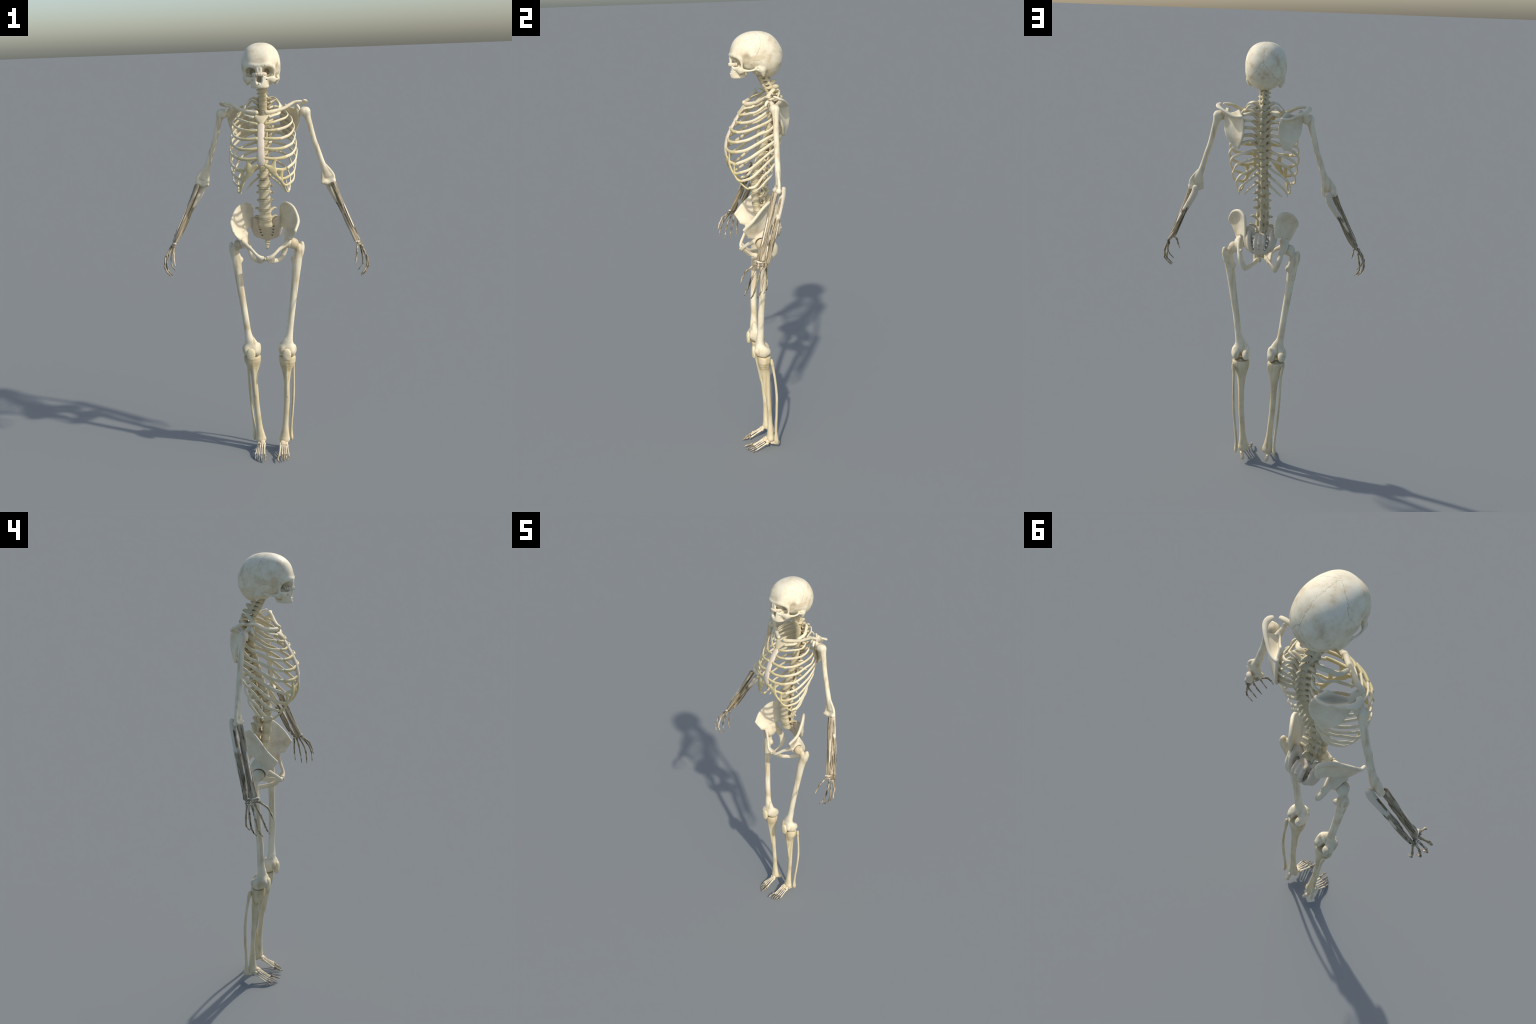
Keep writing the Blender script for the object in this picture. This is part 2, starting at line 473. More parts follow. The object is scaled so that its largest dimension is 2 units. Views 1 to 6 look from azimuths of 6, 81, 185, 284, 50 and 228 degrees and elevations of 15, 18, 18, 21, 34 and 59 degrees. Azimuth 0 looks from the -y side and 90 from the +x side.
# ------------------------------------------------------------------ skull
def build_skull():
    S = Solid((-0.1, -0.115, 1.79), (0.1, 0.146, 2.012), 0.0019)
    # brain case: closed outline in the mid plane (angle, radius about the centre), widened by a superellipse
    cy, cz = 0.022, 1.900
    outline = [(-.095, 1.903), (-.092, 1.918), (-.088, 1.932), (-.075, 1.962), (-.048, 1.985), (-.020, 1.9965), (.019, 2.0005),
               (.058, 1.996), (.083, 1.986), (.105, 1.966), (.122, 1.941), (.133, 1.915), (.1345, 1.893), (.130, 1.866),
               (.118, 1.838), (.100, 1.817), (.078, 1.806), (.045, 1.812), (.010, 1.828), (-.025, 1.842), (-.055, 1.856), (-.078, 1.878)]
    o = np.array(outline)
    th = np.arctan2(o[:, 1] - cz, o[:, 0] - cy); R = np.hypot(o[:, 0] - cy, o[:, 1] - cz)
    j = np.argsort(th); th, R = th[j], R[j]
    th = np.r_[th[-1] - 2 * math.pi, th, th[0] + 2 * math.pi]; R = np.r_[R[-1], R, R[0]]
    X, Y, Z = np.meshgrid(*S.ax, indexing='ij', sparse=True)
    A = np.arctan2(Z - cz, Y - cy)
    rad = np.zeros(A.shape)
    for w in np.linspace(-0.12, 0.12, 7):     # a little angular smoothing rounds the outline
        rad += np.interp(((A + w + math.pi) % (2 * math.pi)) - math.pi, th, R) / 7
    rho = np.hypot(Y - cy, Z - cz) / rad
    wid = 0.0872 * (1 - 0.13 * np.clip((-Y) / 0.09, 0, 1.2)**1.3) * (1 - 0.20 * np.clip((1.872 - Z) / 0.07, 0, 1)**1.6)
    p = 2.35 + 0.55 * np.clip((-0.01 - Y) / 0.07, 0, 1)
    g = (rho**p + np.abs(X / wid)**p)**(1 / p)
    S.v = np.clip((g - 1) * 0.078, -0.05, 0.05).astype(np.float32)
    for sx in (1, -1):
        m = lambda P: [(q[0] * sx, q[1], q[2]) for q in P]
        e = lambda c, r, k=0.004, cut=False, **kw: S.ellipsoid((c[0] * sx, c[1], c[2]), r, k, cut, **kw)
        # temple hollow behind the cheekbone
        e((.081, -.034, 1.850), (.029, .023, .032), 0.010, True)
        e((.088, -.036, 1.882), (.022, .020, .026), 0.012, True)
    # face block
    S.ellipsoid((0, -.058, 1.838), (.031, .034, .030), 0.008, p=2.6)
    S.tube([(-.036, -.040, 1.818), (-.034, -.066, 1.817), (-.020, -.085, 1.816), (0, -.0905, 1.816), (.020, -.085, 1.816), (.034, -.066, 1.817), (.036, -.040, 1.818)],
           [.0075, .009, .009, .0085, .009, .009, .0075], [.005, .005, .0045, .004, .0045, .005, .005], k=0.008)
    for sx in (1, -1):
        m = lambda P: [(q[0] * sx, q[1], q[2]) for q in P]
        e = lambda c, r, k=0.004, cut=False, **kw: S.ellipsoid((c[0] * sx, c[1], c[2]), r, k, cut, **kw)
        e((.039, -.076, 1.879), (.0225, .034, .0205), 0.004, True)                # eye socket
        e((.030, -.045, 1.878), (.013, .020, .013), 0.004, True)
    S.tube([(0, -.095, 1.838), (0, -.098, 1.848), (0, -.100, 1.856)], [.012, .0115, .0075], k=0.003, cut=True)   # nose opening
    S.tube([(0, -.072, 1.841), (0, -.076, 1.852)], [.011, .0075], k=0.003, cut=True)
    S.ellipsoid((0, -.052, 1.806), (.024, .032, .014), 0.004, True)               # palate
    for sx in (1, -1):
        m = lambda P: [(q[0] * sx, q[1], q[2]) for q in P]
        e = lambda c, r, k=0.004, cut=False, **kw: S.ellipsoid((c[0] * sx, c[1], c[2]), r, k, cut, **kw)
        # rim of the eye socket: brow, outer edge, lower edge, side of the nose
        S.tube(m([(.004, -.089, 1.903), (.022, -.0885, 1.905), (.042, -.080, 1.905), (.0565, -.066, 1.899), (.0635, -.057, 1.888), (.0645, -.053, 1.872), (.063, -.053, 1.858), (.061, -.056, 1.846)]),
               [.005, .0055, .005, .0045, .0048, .0046, .0050, .007], k=0.010)
        S.tube(m([(.061, -.058, 1.848), (.050, -.067, 1.852), (.038, -.075, 1.852), (.027, -.083, 1.854), (.017, -.089, 1.862), (.011, -.091, 1.876), (.008, -.092, 1.892)]),
               [.0055, .004, .0035, .0036, .0042, .0045, .005], k=0.005)
        S.tube(m([(.0, -.096, 1.861), (.004, -.094, 1.876), (.005, -.091, 1.894)]), [.003, .004, .005], k=0.004)
        # wall from the lower rim down to the tooth ridge, beside the nose opening
        S.sheet([m([(.0165, -.088, 1.857), (.030, -.081, 1.850), (.046, -.068, 1.848)]),
                 m([(.0160, -.0885, 1.840), (.027, -.081, 1.838), (.040, -.064, 1.836)]),
                 m([(.012, -.090, 1.823), (.026, -.082, 1.824), (.037, -.062, 1.824)])], .0036)
        # cheekbone and arch
        S.tube(m([(.045, -.067, 1.846), (.0575, -.0605, 1.8425), (.0655, -.050, 1.843)]), [.008, .0130, .0100], [.006, .0078, .0062], k=0.008)
        S.tube(m([(.064, -.052, 1.844), (.0715, -.040, 1.844), (.0755, -.024, 1.8425), (.0765, -.006, 1.845), (.0755, .006, 1.849), (.076, .020, 1.853)]),
               [.0080, .0062, .0048, .0048, .0056, .006], [.0045, .0035, .0030, .0032, .0045, .0055], k=0.004)
        # ear region and mastoid process
        e((.072, .026, 1.848), (.009, .018, .013), 0.010)
        S.tube(m([(.067, .036, 1.842), (.0645, .038, 1.830), (.0645, .0385, 1.822)]), [.0135, .0110, .0065], k=0.010)
        e((.082, .012, 1.850), (.006, .0045, .0045), 0.002, True)
        S.tube(m([(.062, .012, 1.844), (.060, .010, 1.832)]), [.007, .004], k=0.005)
        # wing plates under the middle of the skull
        S.tube(m([(.020, -.026, 1.842), (.019, -.029, 1.829), (.018, -.030, 1.8205)]), [.007, .005, .0035], [.003, .003, .003], up=(0, 1, 0), k=0.005)
        e((.014, .018, 1.826), (.008, .012, .007), 0.006)
    S.tube([(0, -.100, 1.8435), (0, -.101, 1.850), (0, -.102, 1.8585)], [.0125, .0118, .0070], k=0.002, cut=True)   # nose opening
    S.tube([(0, -.088, 1.8435), (0, -.088, 1.850), (0, -.088, 1.8585)], [.0122, .0115, .0065], k=0.002, cut=True)
    S.tube([(0, -.070, 1.843), (0, -.074, 1.854)], [.0120, .009], k=0.002, cut=True)
    S.tube([(0, -.0975, 1.8285), (0, -.088, 1.826)], [.0022, .004], k=0.003)         # spine under the nose
    S.sheet([[(0, -.082, 1.832), (0, -.060, 1.832)], [(0, -.084, 1.856), (0, -.060, 1.856)]], .0014)
    for sx in (1, -1):
        S.ellipsoid((.031 * sx, -.080, 1.8435), (.0028, .006, .0028), 0.001, True)
        S.ellipsoid((.0245 * sx, -.096, 1.9035), (.0024, .006, .0022), 0.001, True)
    S.smooth(1)
    sk = make("skull", S.polygons(), M_skull)
    # upper teeth: a separate arch that hangs too high, across the nose bridge
    n = 14
    arch = catmull([(-.0285, -.066, 1.867), (-.0255, -.080, 1.866), (-.016, -.0925, 1.8655), (0, -.0985, 1.8655), (.016, -.0925, 1.8655), (.0255, -.080, 1.866), (.0285, -.066, 1.867)], 200)
    s = np.r_[0, np.cumsum(np.linalg.norm(np.diff(arch, axis=0), axis=1))]
    q = (np.arange(n) + 0.5) / n * s[-1]
    pos = np.stack([np.interp(q, s, arch[:, i]) for i in range(3)], 1)
    for i, c in enumerate(pos):
        a = abs(i - (n - 1) / 2) / ((n - 1) / 2)
        w = 0.0041 - 0.0004 * (a > 0.3) + 0.0006 * (a > 0.6)
        T = Solid(c - V(.011, .011, .016), c + V(.011, .011, .020), 0.0011)
        out = c - V(0, -.066, c[2]); out /= np.linalg.norm(out)
        out_h = V(out[0], out[1], 0); out_h /= np.linalg.norm(out_h)
        T.tube([c + V(0, 0, -.0035), c + V(0, 0, .001), c + V(0, 0, .005)], [w * .72, w * .95, w * .7], [.0026 + .002 * a, .0036 + .002 * a, .003], up=np.cross(out_h, V(0, 0, 1)), k=0.001)
        T.tube([c + V(0, 0, .004), c - out_h * .004 + V(0, 0, .011 - .003 * a)], [w * .7, w * .35], k=0.002)
        make("tooth", T.polygons(), M_tooth, sk)
    # bony strip that carries the tooth arch
    G = Solid((-.045, -.112, 1.855), (.045, -.05, 1.90), 0.0016)
    G.tube(arch[::20] * V(.93, 1, 1) + V(0, .005, .0065), .0030, .0028, k=0.003)
    make("tooth_ridge", G.polygons(), M_skull, sk)

build_skull()

# ------------------------------------------------------------------ spine
FRONT = np.array([(1.856, .003), (1.83, .012), (1.809, .021), (1.778, .036), (1.759, .048), (1.745, .055), (1.724, .0605), (1.68, .0635),
                  (1.627, .060), (1.588, .050), (1.557, .041), (1.511, .026), (1.465, .010), (1.419, -.006), (1.388, -.018), (1.345, -.025),
                  (1.31, -.028), (1.258, -.0255), (1.208, -.018), (1.172, -.008)])[::-1]
front = lambda z: np.interp(z, FRONT[:, 0], FRONT[:, 1])
bounds = [1.868, 1.848, 1.832, 1.816, 1.800, 1.783, 1.766]                       # C2 top ... C6 bottom
z = 1.748
bounds.append(z)                                                                # below C7
for i in range(12):
    z -= 0.0255 + 0.0085 * i / 11
    bounds.append(z)
bounds += [1.350, 1.299, 1.251, 1.211, 1.172]
KIND = ["C2", "C3", "C4", "C5", "C6", "C7"] + ["T%d" % i for i in range(1, 13)] + ["L%d" % i for i in range(1, 6)]
bounds = bounds[1:]
TIP = dict(C2=(.060, 1.822), C3=(.066, 1.816), C4=(.074, 1.808), C5=(.082, 1.801), C6=(.102, 1.789), C7=(.115, 1.763), T1=(.121, 1.743), T2=(.131, 1.719),
           T3=(.134, 1.690), T4=(.133, 1.662), T5=(.132, 1.629), T6=(.129, 1.597), T7=(.122, 1.561), T8=(.112, 1.524), T9=(.104, 1.487),
           T10=(.094, 1.451), T11=(.084, 1.416), T12=(.074, 1.388), L1=(.061, 1.358), L2=(.057, 1.330), L3=(.060, 1.300), L4=(.067, 1.271), L5=(.079, 1.235))
TPZ = dict(T1=1.757, T2=1.737, T3=1.711, T4=1.682, T5=1.653, T6=1.622, T7=1.590, T8=1.556, T9=1.520, T10=1.487, T11=1.447, T12=1.410)
LTP = dict(L1=(.039, .040, 1.357), L2=(.042, .038, 1.326), L3=(.040, .036, 1.290), L4=(.050, .036, 1.251), L5=(.054, .040, 1.212))

def half_width(k):
    return {'C': .0185, 'T': .0195}.get(k[0], None) or .0265 + .0012 * int(k[1:])

def half_depth(k):
    n = int(k[1:])
    return {'C': .0105, 'T': .0122 + .0005 * (n - 1), 'L': .0200}[k[0]]

def build_vertebra(i):
    k = KIND[i]
    zt, zb = bounds[i], bounds[i + 1]
    hw = half_width(k)
    if k[0] == 'T':
        hw += .0005 * max(0, int(k[1:]) - 5)
    hd = half_depth(k)
    ct, cb = V(0, front(zt) + hd, zt), V(0, front(zb) + hd, zb)
    ax = (ct - cb) / np.linalg.norm(ct - cb)
    fwd = V(0, -1, 0) - ax * (V(0, -1, 0) @ ax)
    c = (ct + cb) / 2
    H = np.linalg.norm(ct - cb)
    ty, tz = TIP[k]
    S = Solid((-.062, min(front(zt), front(zb)) - .006, min(zb, tz) - .014), (.062, max(ty, .10) + .012, max(zt, tz) + .03), 0.0018)
    # body: two wider end plates and a waisted drum
    S.drum(c, ax, fwd, hd, hw, H / 2 - {'C': .0012, 'T': .0022, 'L': .0036}[k[0]], {'C': .05, 'T': .10, 'L': .13}[k[0]], 0.003)
    a = c - fwd * hd                                     # back of the body
    can = a + V(0, .009, 0)                              # spinal canal
    tipv = V(0, ty, tz)
    lam = can + V(0, .012, 0) + (tipv - can) * 0.06
    sp_h = {'C': .005, 'T': .0060, 'L': .0105}[k[0]]
    pw = {'C': .0145, 'T': .0125, 'L': .0175}[k[0]]
    up = ax * H * .12
    for sx in (1, -1):
        S.tube([a + V(sx * pw * .8, -.004, 0) + up, can + V(sx * pw, .001, 0) + up], [.0055, .005], k=0.004)
        S.tube([can + V(sx * pw, .002, 0) + up, can + V(sx * pw * .8, .009, -.004), lam], [.0095, .0115, .0115] if k[0] != 'C' else [.006, .007, .006], [.0045, .005, .005], up=ax, k=0.004)
        # joint bumps above and below
        S.tube([can + V(sx * pw, .006, 0) + ax * H * .5, can + V(sx * pw * .95, .009, 0) - ax * H * .45], [.005, .0055], k=0.004)
        if k[0] == 'T':
            zz = TPZ[k]
            tx = .046 - .0022 * max(0, int(k[1:]) - 6)
            ty2 = min(can[1] + .014, ty - .014)
            S.tube([can + V(sx * pw, .007, 0), V(sx * tx * .8, (can[1] + .008 + ty2) / 2 + .002, zz - .004), V(sx * tx * .96, ty2, zz - .002)], [.0078, .0060, .0052], k=0.004)
        elif k[0] == 'L':
            t = LTP[k]
            S.tube([can + V(sx * pw, -.001, 0) + up, V(sx * (t[0] - .012), t[1], t[2] + .0005), V(sx * (t[0] - .004), t[1], t[2])], [.0075, .0058, .0050], k=0.004)
        else:
            S.tube([a + V(sx * .014, -.006, 0), a + V(sx * .0235, -.001, -.002), can + V(sx * .017, .002, 0)], [.004, .004, .004], k=0.003)
    S.tube([lam + ax * H * .25, lam - ax * H * (.42 if k[0] != 'C' else .1)], .0055, [.010, .0085] if k[0] != 'C' else [.006, .006], up=fwd, k=0.004)
    # spinous process
    if k in ("C2", "C3", "C4", "C5"):
        S.tube([lam, tipv + V(0, -.004, .001), tipv], [.0045, .0035, .0025], [.006, .004, .003], up=(0, 0, 1), k=0.003)
    elif k[0] == 'L':
        S.tube([lam + V(0, -.002, 0), tipv + V(0, -.010, .003), tipv + V(0, -.004, .002)], [.0125, sp_h, sp_h * .85], [.009, .0042, .0045], up=(0, 0, 1), k=0.004)
    else:
        S.tube([lam, (lam + tipv) / 2 + V(0, .002, .003), tipv + V(0, -.004, .001)], [.0115, .0095, .0065], [.0075, .005, .005 if k in ("C6", "C7", "T1", "T2") else .0035], up=(0, 0, 1), k=0.005)
    S.ellipsoid(can, (pw * .72, .0075, H * 1.1), 0.002, True, axes=(V(1, 0, 0), -fwd, ax))
    S.smooth(1)
    return make("vertebra", S.polygons(), M_vert)

VERT = {}
for i in range(len(KIND)):
    VERT[KIND[i]] = build_vertebra(i)
for i in range(1, len(bounds)):                          # discs between (and below) the bodies
    k = KIND[i - 1]
    zb = bounds[i]
    hw = half_width(k); hd = half_depth(k)
    if k[0] == 'T':
        hw += .0005 * max(0, int(k[1:]) - 5)
    c = V(0, front(zb) + hd, zb)
    t = V(0, front(zb + .01) - front(zb - .01), .02); t /= np.linalg.norm(t)
    th = .0022 if k[0] == 'C' else .0029 if k[0] == 'T' else .0042
    D = Solid(c - V(.04, .032, .016), c + V(.04, .032, .016), 0.0015)
    D.drum(c, t, V(0, -1, 0), hd * .975, hw * .975, th, 0.0, th * .55)
    make("intervertebral_disc", D.polygons(), M_disc, VERT[k])

# first neck vertebra: a ring under the skull
A = Solid((-.05, -.02, 1.82), (.05, .075, 1.88), 0.002)
ringp = [V(.020 * math.cos(t), .030 + .021 * math.sin(t), 1.845 - .2 * (.021 * math.sin(t))) for t in np.linspace(0, 2 * math.pi, 17)]
A.tube(ringp, .005, .004, k=0.003)
for sx in (1, -1):
    A.tube([(sx * .020, .026, 1.845), (sx * .034, .030, 1.841)], [.007, .005], k=0.004)
make("vertebra", A.polygons(), M_vert)

# ------------------------------------------------------------------ ribs (left side; mirrored)
RIB = {
 1: [(0.0220, 0.0780, 1.7520), (0.0349, 0.0857, 1.7580), (0.0484, 0.0851, 1.7573), (0.0638, 0.0703, 1.7501), (0.0795, 0.0461, 1.7290), (0.0812, 0.0100, 1.7164), (0.0763, -0.0156, 1.6937), (0.0520, -0.0341, 1.6864), (0.0345, -0.0444, 1.6807)], 
 2: [(0.0210, 0.0820, 1.7340), (0.0359, 0.1026, 1.7355), (0.0571, 0.1065, 1.7427), (0.0719, 0.0940, 1.7255), (0.0861, 0.0621, 1.7178), (0.1036, 0.0338, 1.6973), (0.1161, 0.0110, 1.6840), (0.1058, -0.0078, 1.6718), (0.0861, -0.0280, 1.6657), (0.0555, -0.0487, 1.6573)], 
 3: [(0.0210, 0.0860, 1.7070), (0.0416, 0.1078, 1.7146), (0.0612, 0.1179, 1.7110), (0.0878, 0.1031, 1.7016), (0.1070, 0.0632, 1.6850), (0.1280, 0.0329, 1.6691), (0.1344, 0.0030, 1.6528), (0.1196, -0.0224, 1.6381), (0.0979, -0.0442, 1.6297), (0.0680, -0.0685, 1.6243)], 
 4: [(0.0210, 0.0880, 1.6770), (0.0438, 0.1115, 1.6837), (0.0680, 0.1211, 1.6823), (0.0952, 0.1080, 1.6719), (0.1195, 0.0760, 1.6562), (0.1391, 0.0446, 1.6360), (0.1408, 0.0001, 1.6174), (0.1220, -0.0485, 1.5978), (0.0855, -0.0863, 1.5871)], 
 5: [(0.0210, 0.0880, 1.6480), (0.0442, 0.1139, 1.6539), (0.0713, 0.1235, 1.6542), (0.1001, 0.1104, 1.6410), (0.1246, 0.0770, 1.6216), (0.1441, 0.0419, 1.5963), (0.1456, 0.0055, 1.5859), (0.1352, -0.0503, 1.5611), (0.1000, -0.0959, 1.5475)], 
 6: [(0.0210, 0.0830, 1.6170), (0.0444, 0.1100, 1.6245), (0.0716, 0.1215, 1.6213), (0.1015, 0.1110, 1.6062), (0.1299, 0.0801, 1.5839), (0.1474, 0.0291, 1.5642), (0.1492, -0.0213, 1.5385), (0.1349, -0.0624, 1.5167), (0.1057, -0.0951, 1.5067)], 
 7: [(0.0210, 0.0750, 1.5850), (0.0428, 0.1042, 1.5968), (0.0718, 0.1161, 1.5911), (0.1032, 0.1074, 1.5752), (0.1313, 0.0767, 1.5547), (0.1483, 0.0351, 1.5325), (0.1531, 0.0016, 1.5137), (0.1449, -0.0518, 1.4802), (0.1146, -0.0984, 1.4573)], 
 8: [(0.0210, 0.0660, 1.5530), (0.0380, 0.0912, 1.5540), (0.0664, 0.1053, 1.5448), (0.0978, 0.0984, 1.5359), (0.1244, 0.0773, 1.5196), (0.1410, 0.0388, 1.4986), (0.1475, 0.0040, 1.4741), (0.1409, -0.0467, 1.4352), (0.1200, -0.0869, 1.4184)], 
 9: [(0.0210, 0.0550, 1.5180), (0.0372, 0.0778, 1.5145), (0.0674, 0.0908, 1.5072), (0.0970, 0.0858, 1.4953), (0.1155, 0.0650, 1.4785), (0.1281, 0.0310, 1.4534), (0.1393, 0.0008, 1.4296), (0.1370, -0.0406, 1.3966), (0.1151, -0.0781, 1.3803)], 
 10: [(0.0220, 0.0460, 1.4840), (0.0313, 0.0664, 1.4773), (0.0568, 0.0805, 1.4623), (0.0808, 0.0766, 1.4491), (0.0988, 0.0632, 1.4338), (0.1133, 0.0394, 1.4126), (0.1195, 0.0137, 1.3947), (0.1181, -0.0213, 1.3533), (0.1147, -0.0492, 1.3467)], 
 11: [(0.0230, 0.0360, 1.4500), (0.0308, 0.0501, 1.4381), (0.0561, 0.0617, 1.4204), (0.0755, 0.0621, 1.4036), (0.0911, 0.0508, 1.3873), (0.1006, 0.0295, 1.3701), (0.1084, 0.0062, 1.3492), (0.1078, -0.0174, 1.3312)], 
 12: [(0.0230, 0.0260, 1.4120), (0.0303, 0.0391, 1.3967), (0.0567, 0.0443, 1.3745), (0.0736, 0.0358, 1.3559), (0.0873, 0.0217, 1.3416)],
}
def outward(c):
    zc = c[2]
    o = V(c[0] * 1.15, c[1] - 0.0, 0.05 * (c[1] + 0.02))
    return o / np.linalg.norm(o)
for r, P in RIB.items():
    n = len(P)
    t = np.linspace(0, 1, n)
    base = {1: .0078, 2: .0056, 11: .0060, 12: .0060}.get(r, .0064 if r in (3, 4, 5) else .0070 if r in (6, 7) else .0061)
    ra = base * np.interp(t, [0, .1, .3, .8, .95, 1], [.75, .9, 1.0, 1.0, 1.12, 1.05])
    rb = base * np.interp(t, [0, .1, .3, .8, .95, 1], [.70, .68, .58, .56, .68, .72])
    if r >= 11:
        ra = base * np.interp(t, [0, .2, .7, 1], [.8, 1, .95, .45]); rb = ra * .7
    if r == 1:
        out = lambda c: V(0, 0, 1) * .8 + .5 * outward(c)
        rb = rb * .55
    else:
        out = outward
    pair("rib", sweep(P, ra, rb, out, 0.004, 10), M_rib)

# costal cartilage
CC = {1: None,
      2: [(.058, -.0515, 1.6585), (.040, -.062, 1.655), (.018, -.066, 1.6515)],
      3: [(.0725, -.0695, 1.626), (.045, -.080, 1.624), (.017, -.082, 1.6245)],
      4: [(.0875, -.0865, 1.5885), (.055, -.100, 1.589), (.016, -.105, 1.591)],
      5: [(.1035, -.0945, 1.549), (.085, -.107, 1.546), (.050, -.119, 1.546), (.016, -.120, 1.549)],
      6: [(.108, -.099, 1.5075), (.085, -.112, 1.504), (.050, -.124, 1.504), (.016, -.129, 1.509)]}
for r, P in CC.items():
    if P and r < 6:
        b = .0062 if r < 4 else .0072
        pair("costal_cartilage", sweep(P, [b * 1.0] * (len(P) - 1) + [b * 1.12], [b * .75] * len(P), outward, 0.004, 10), M_cart)
K = Solid((.004, -.142, 1.325), (.132, -.03, 1.522), 0.0018)
K.tube(CC[6], [.0082, .0078, .0068, .0068], .0056, up=(0, 0, 1), k=0.003)
K.tube([(.059, -.1215, 1.503), (.057, -.122, 1.486), (.052, -.124, 1.466), (.053, -.123, 1.446)], [.0042] * 4, [.0100, .0088, .0145, .0150], up=(0, -1, 0), k=0.004)
K.tube([(.017, -.131, 1.477), (.033, -.128, 1.467), (.048, -.125, 1.452), (.060, -.121, 1.434), (.074, -.115, 1.417), (.085, -.107, 1.402), (.094, -.098, 1.385), (.100, -.082, 1.366), (.104, -.066, 1.350), (.110, -.055, 1.343), (.116, -.050, 1.346)],
       [.0042, .0042, .0042, .0042, .0042, .0042, .0042, .0038, .0038, .0038, .004], [.007, .0105, .0145, .0110, .0072, .0072, .0072, .0055, .0048, .0048, .005], up=(0, -1, 0), k=0.004)
K.tube([(.116, -.093, 1.457), (.102, -.100, 1.453), (.088, -.106, 1.452), (.070, -.117, 1.456), (.055, -.123, 1.456)], [.0044] * 5, [.0090, .0080, .0075, .0068, .007], up=(0, -1, 0), k=0.004)
K.tube([(.088, -.106, 1.450), (.086, -.107, 1.425), (.085, -.107, 1.405)], .0044, [.0086, .0090, .0078], up=(0, -1, 0), k=0.004)
K.tube([(.118, -.087, 1.4195), (.106, -.096, 1.413), (.090, -.104, 1.411)], [.0048] * 3, [.0064, .0062, .0062], up=(0, -1, 0), k=0.004)
K.tube([(.120, -.072, 1.383), (.108, -.084, 1.379), (.096, -.095, 1.384)], [.0045] * 3, [.0056, .0052, .0055], up=(0, -1, 0), k=0.004)
K.smooth(1)
pair("costal_cartilage", K.polygons(), M_cart)
# first rib cartilage stub
pair("costal_cartilage", sweep([(.036, -.032, 1.677), (.026, -.041, 1.671)], [.006, .007], [.0045, .005], outward, .004, 10), M_cart)

# sternum
S = Solid((-.045, -.15, 1.43), (.045, -.02, 1.70), 0.0018)
fr = (0, -1, -.5)
S.tube([(0, -.041, 1.682), (0, -.049, 1.674), (0, -.060, 1.662), (0, -.0655, 1.655)], [.0075, .0085, .008, .0065], [.029, .027, .018, .0125], up=(0, -1, -.6), k=0.003)
S.ellipsoid((.026, -.037, 1.681), (.009, .009, .009), 0.006); S.ellipsoid((-.026, -.037, 1.681), (.009, .009, .009), 0.006)
S.ellipsoid((0, -.036, 1.6925), (.016, .012, .007), 0.005, True)
man = S.smooth(1).polygons()
make("sternum", man, M_vert)
S = Solid((-.03, -.15, 1.43), (.03, -.05, 1.66), 0.0018)
S.tube([(0, -.0665, 1.6515), (0, -.0715, 1.643), (0, -.088, 1.616), (0, -.105, 1.588), (0, -.120, 1.556), (0, -.1285, 1.525), (0, -.1305, 1.500), (0, -.129, 1.482), (0, -.1275, 1.4755)],
       [.006, .0075, .0075, .0075, .0075, .0075, .0075, .0068, .005], [.0125, .0165, .0165, .0165, .0165, .0175, .0185, .0155, .010], up=(0, -1, -.3), k=0.002)
make("sternum", S.smooth(1).polygons(), bone_material("sternum_bone", (.68, .59, .46), (.56, .46, .33), BROWN, 25.0, None, .7))
S = Solid((-.02, -.145, 1.425), (.02, -.09, 1.485), 0.0018)
S.tube([(0, -.1285, 1.472), (0, -.125, 1.460), (0, -.119, 1.445)], [.004, .004, .003], [.0095, .0085, .003], up=(0, -1, 0), k=0.002)
make("sternum_tip", S.polygons(), M_cart)

# ------------------------------------------------------------------ shoulder girdle
S = Solid((0, -.06, 1.68), (.20, .06, 1.76), 0.0019)
S.tube([(.0225, -.0365, 1.7000), (.0330, -.033, 1.6995), (.0626, -.0155, 1.704), (.0980, .003, 1.7128), (.1235, .0185, 1.7265), (.1425, .0310, 1.7358), (.1610, .0365, 1.7395), (.1750, .0405, 1.7398)],
       [.0100, .0096, .0086, .0080, .0076, .0068, .0058, .0048], [.0100, .0096, .0090, .0085, .0084, .0088, .0092, .0080], up=(0, 0, 1), k=0.002)
pair("clavicle", S.smooth(1).polygons(), M_rib)

S = Solid((.055, .005, 1.54), (.215, .165, 1.765), 0.0019)
S.sheet([[(.100, .104, 1.722), (.118, .090, 1.713), (.140, .071, 1.704), (.156, .058, 1.704)],
         [(.087, .124, 1.702), (.108, .101, 1.697), (.138, .080, 1.692), (.160, .062, 1.692)],
         [(.0770, .137, 1.676), (.100, .110, 1.674), (.132, .088, 1.672), (.161, .071, 1.674)],
         [(.0750, .1405, 1.645), (.098, .119, 1.645), (.128, .100, 1.645), (.160, .086, 1.648)],
         [(.081, .135, 1.607), (.101, .122, 1.607), (.124, .109, 1.607), (.150, .099, 1.613)],
         [(.098, .116, 1.568), (.106, .113, 1.568), (.115, .109, 1.570), (.126, .106, 1.579)]],
        [[.0045, .003, .0035, .005], [.0055, .0024, .003, .007], [.0055, .0022, .0026, .0060], [.0050, .0022, .0028, .0060], [.0050, .0028, .003, .0055], [.0055, .004, .004, .0050]])
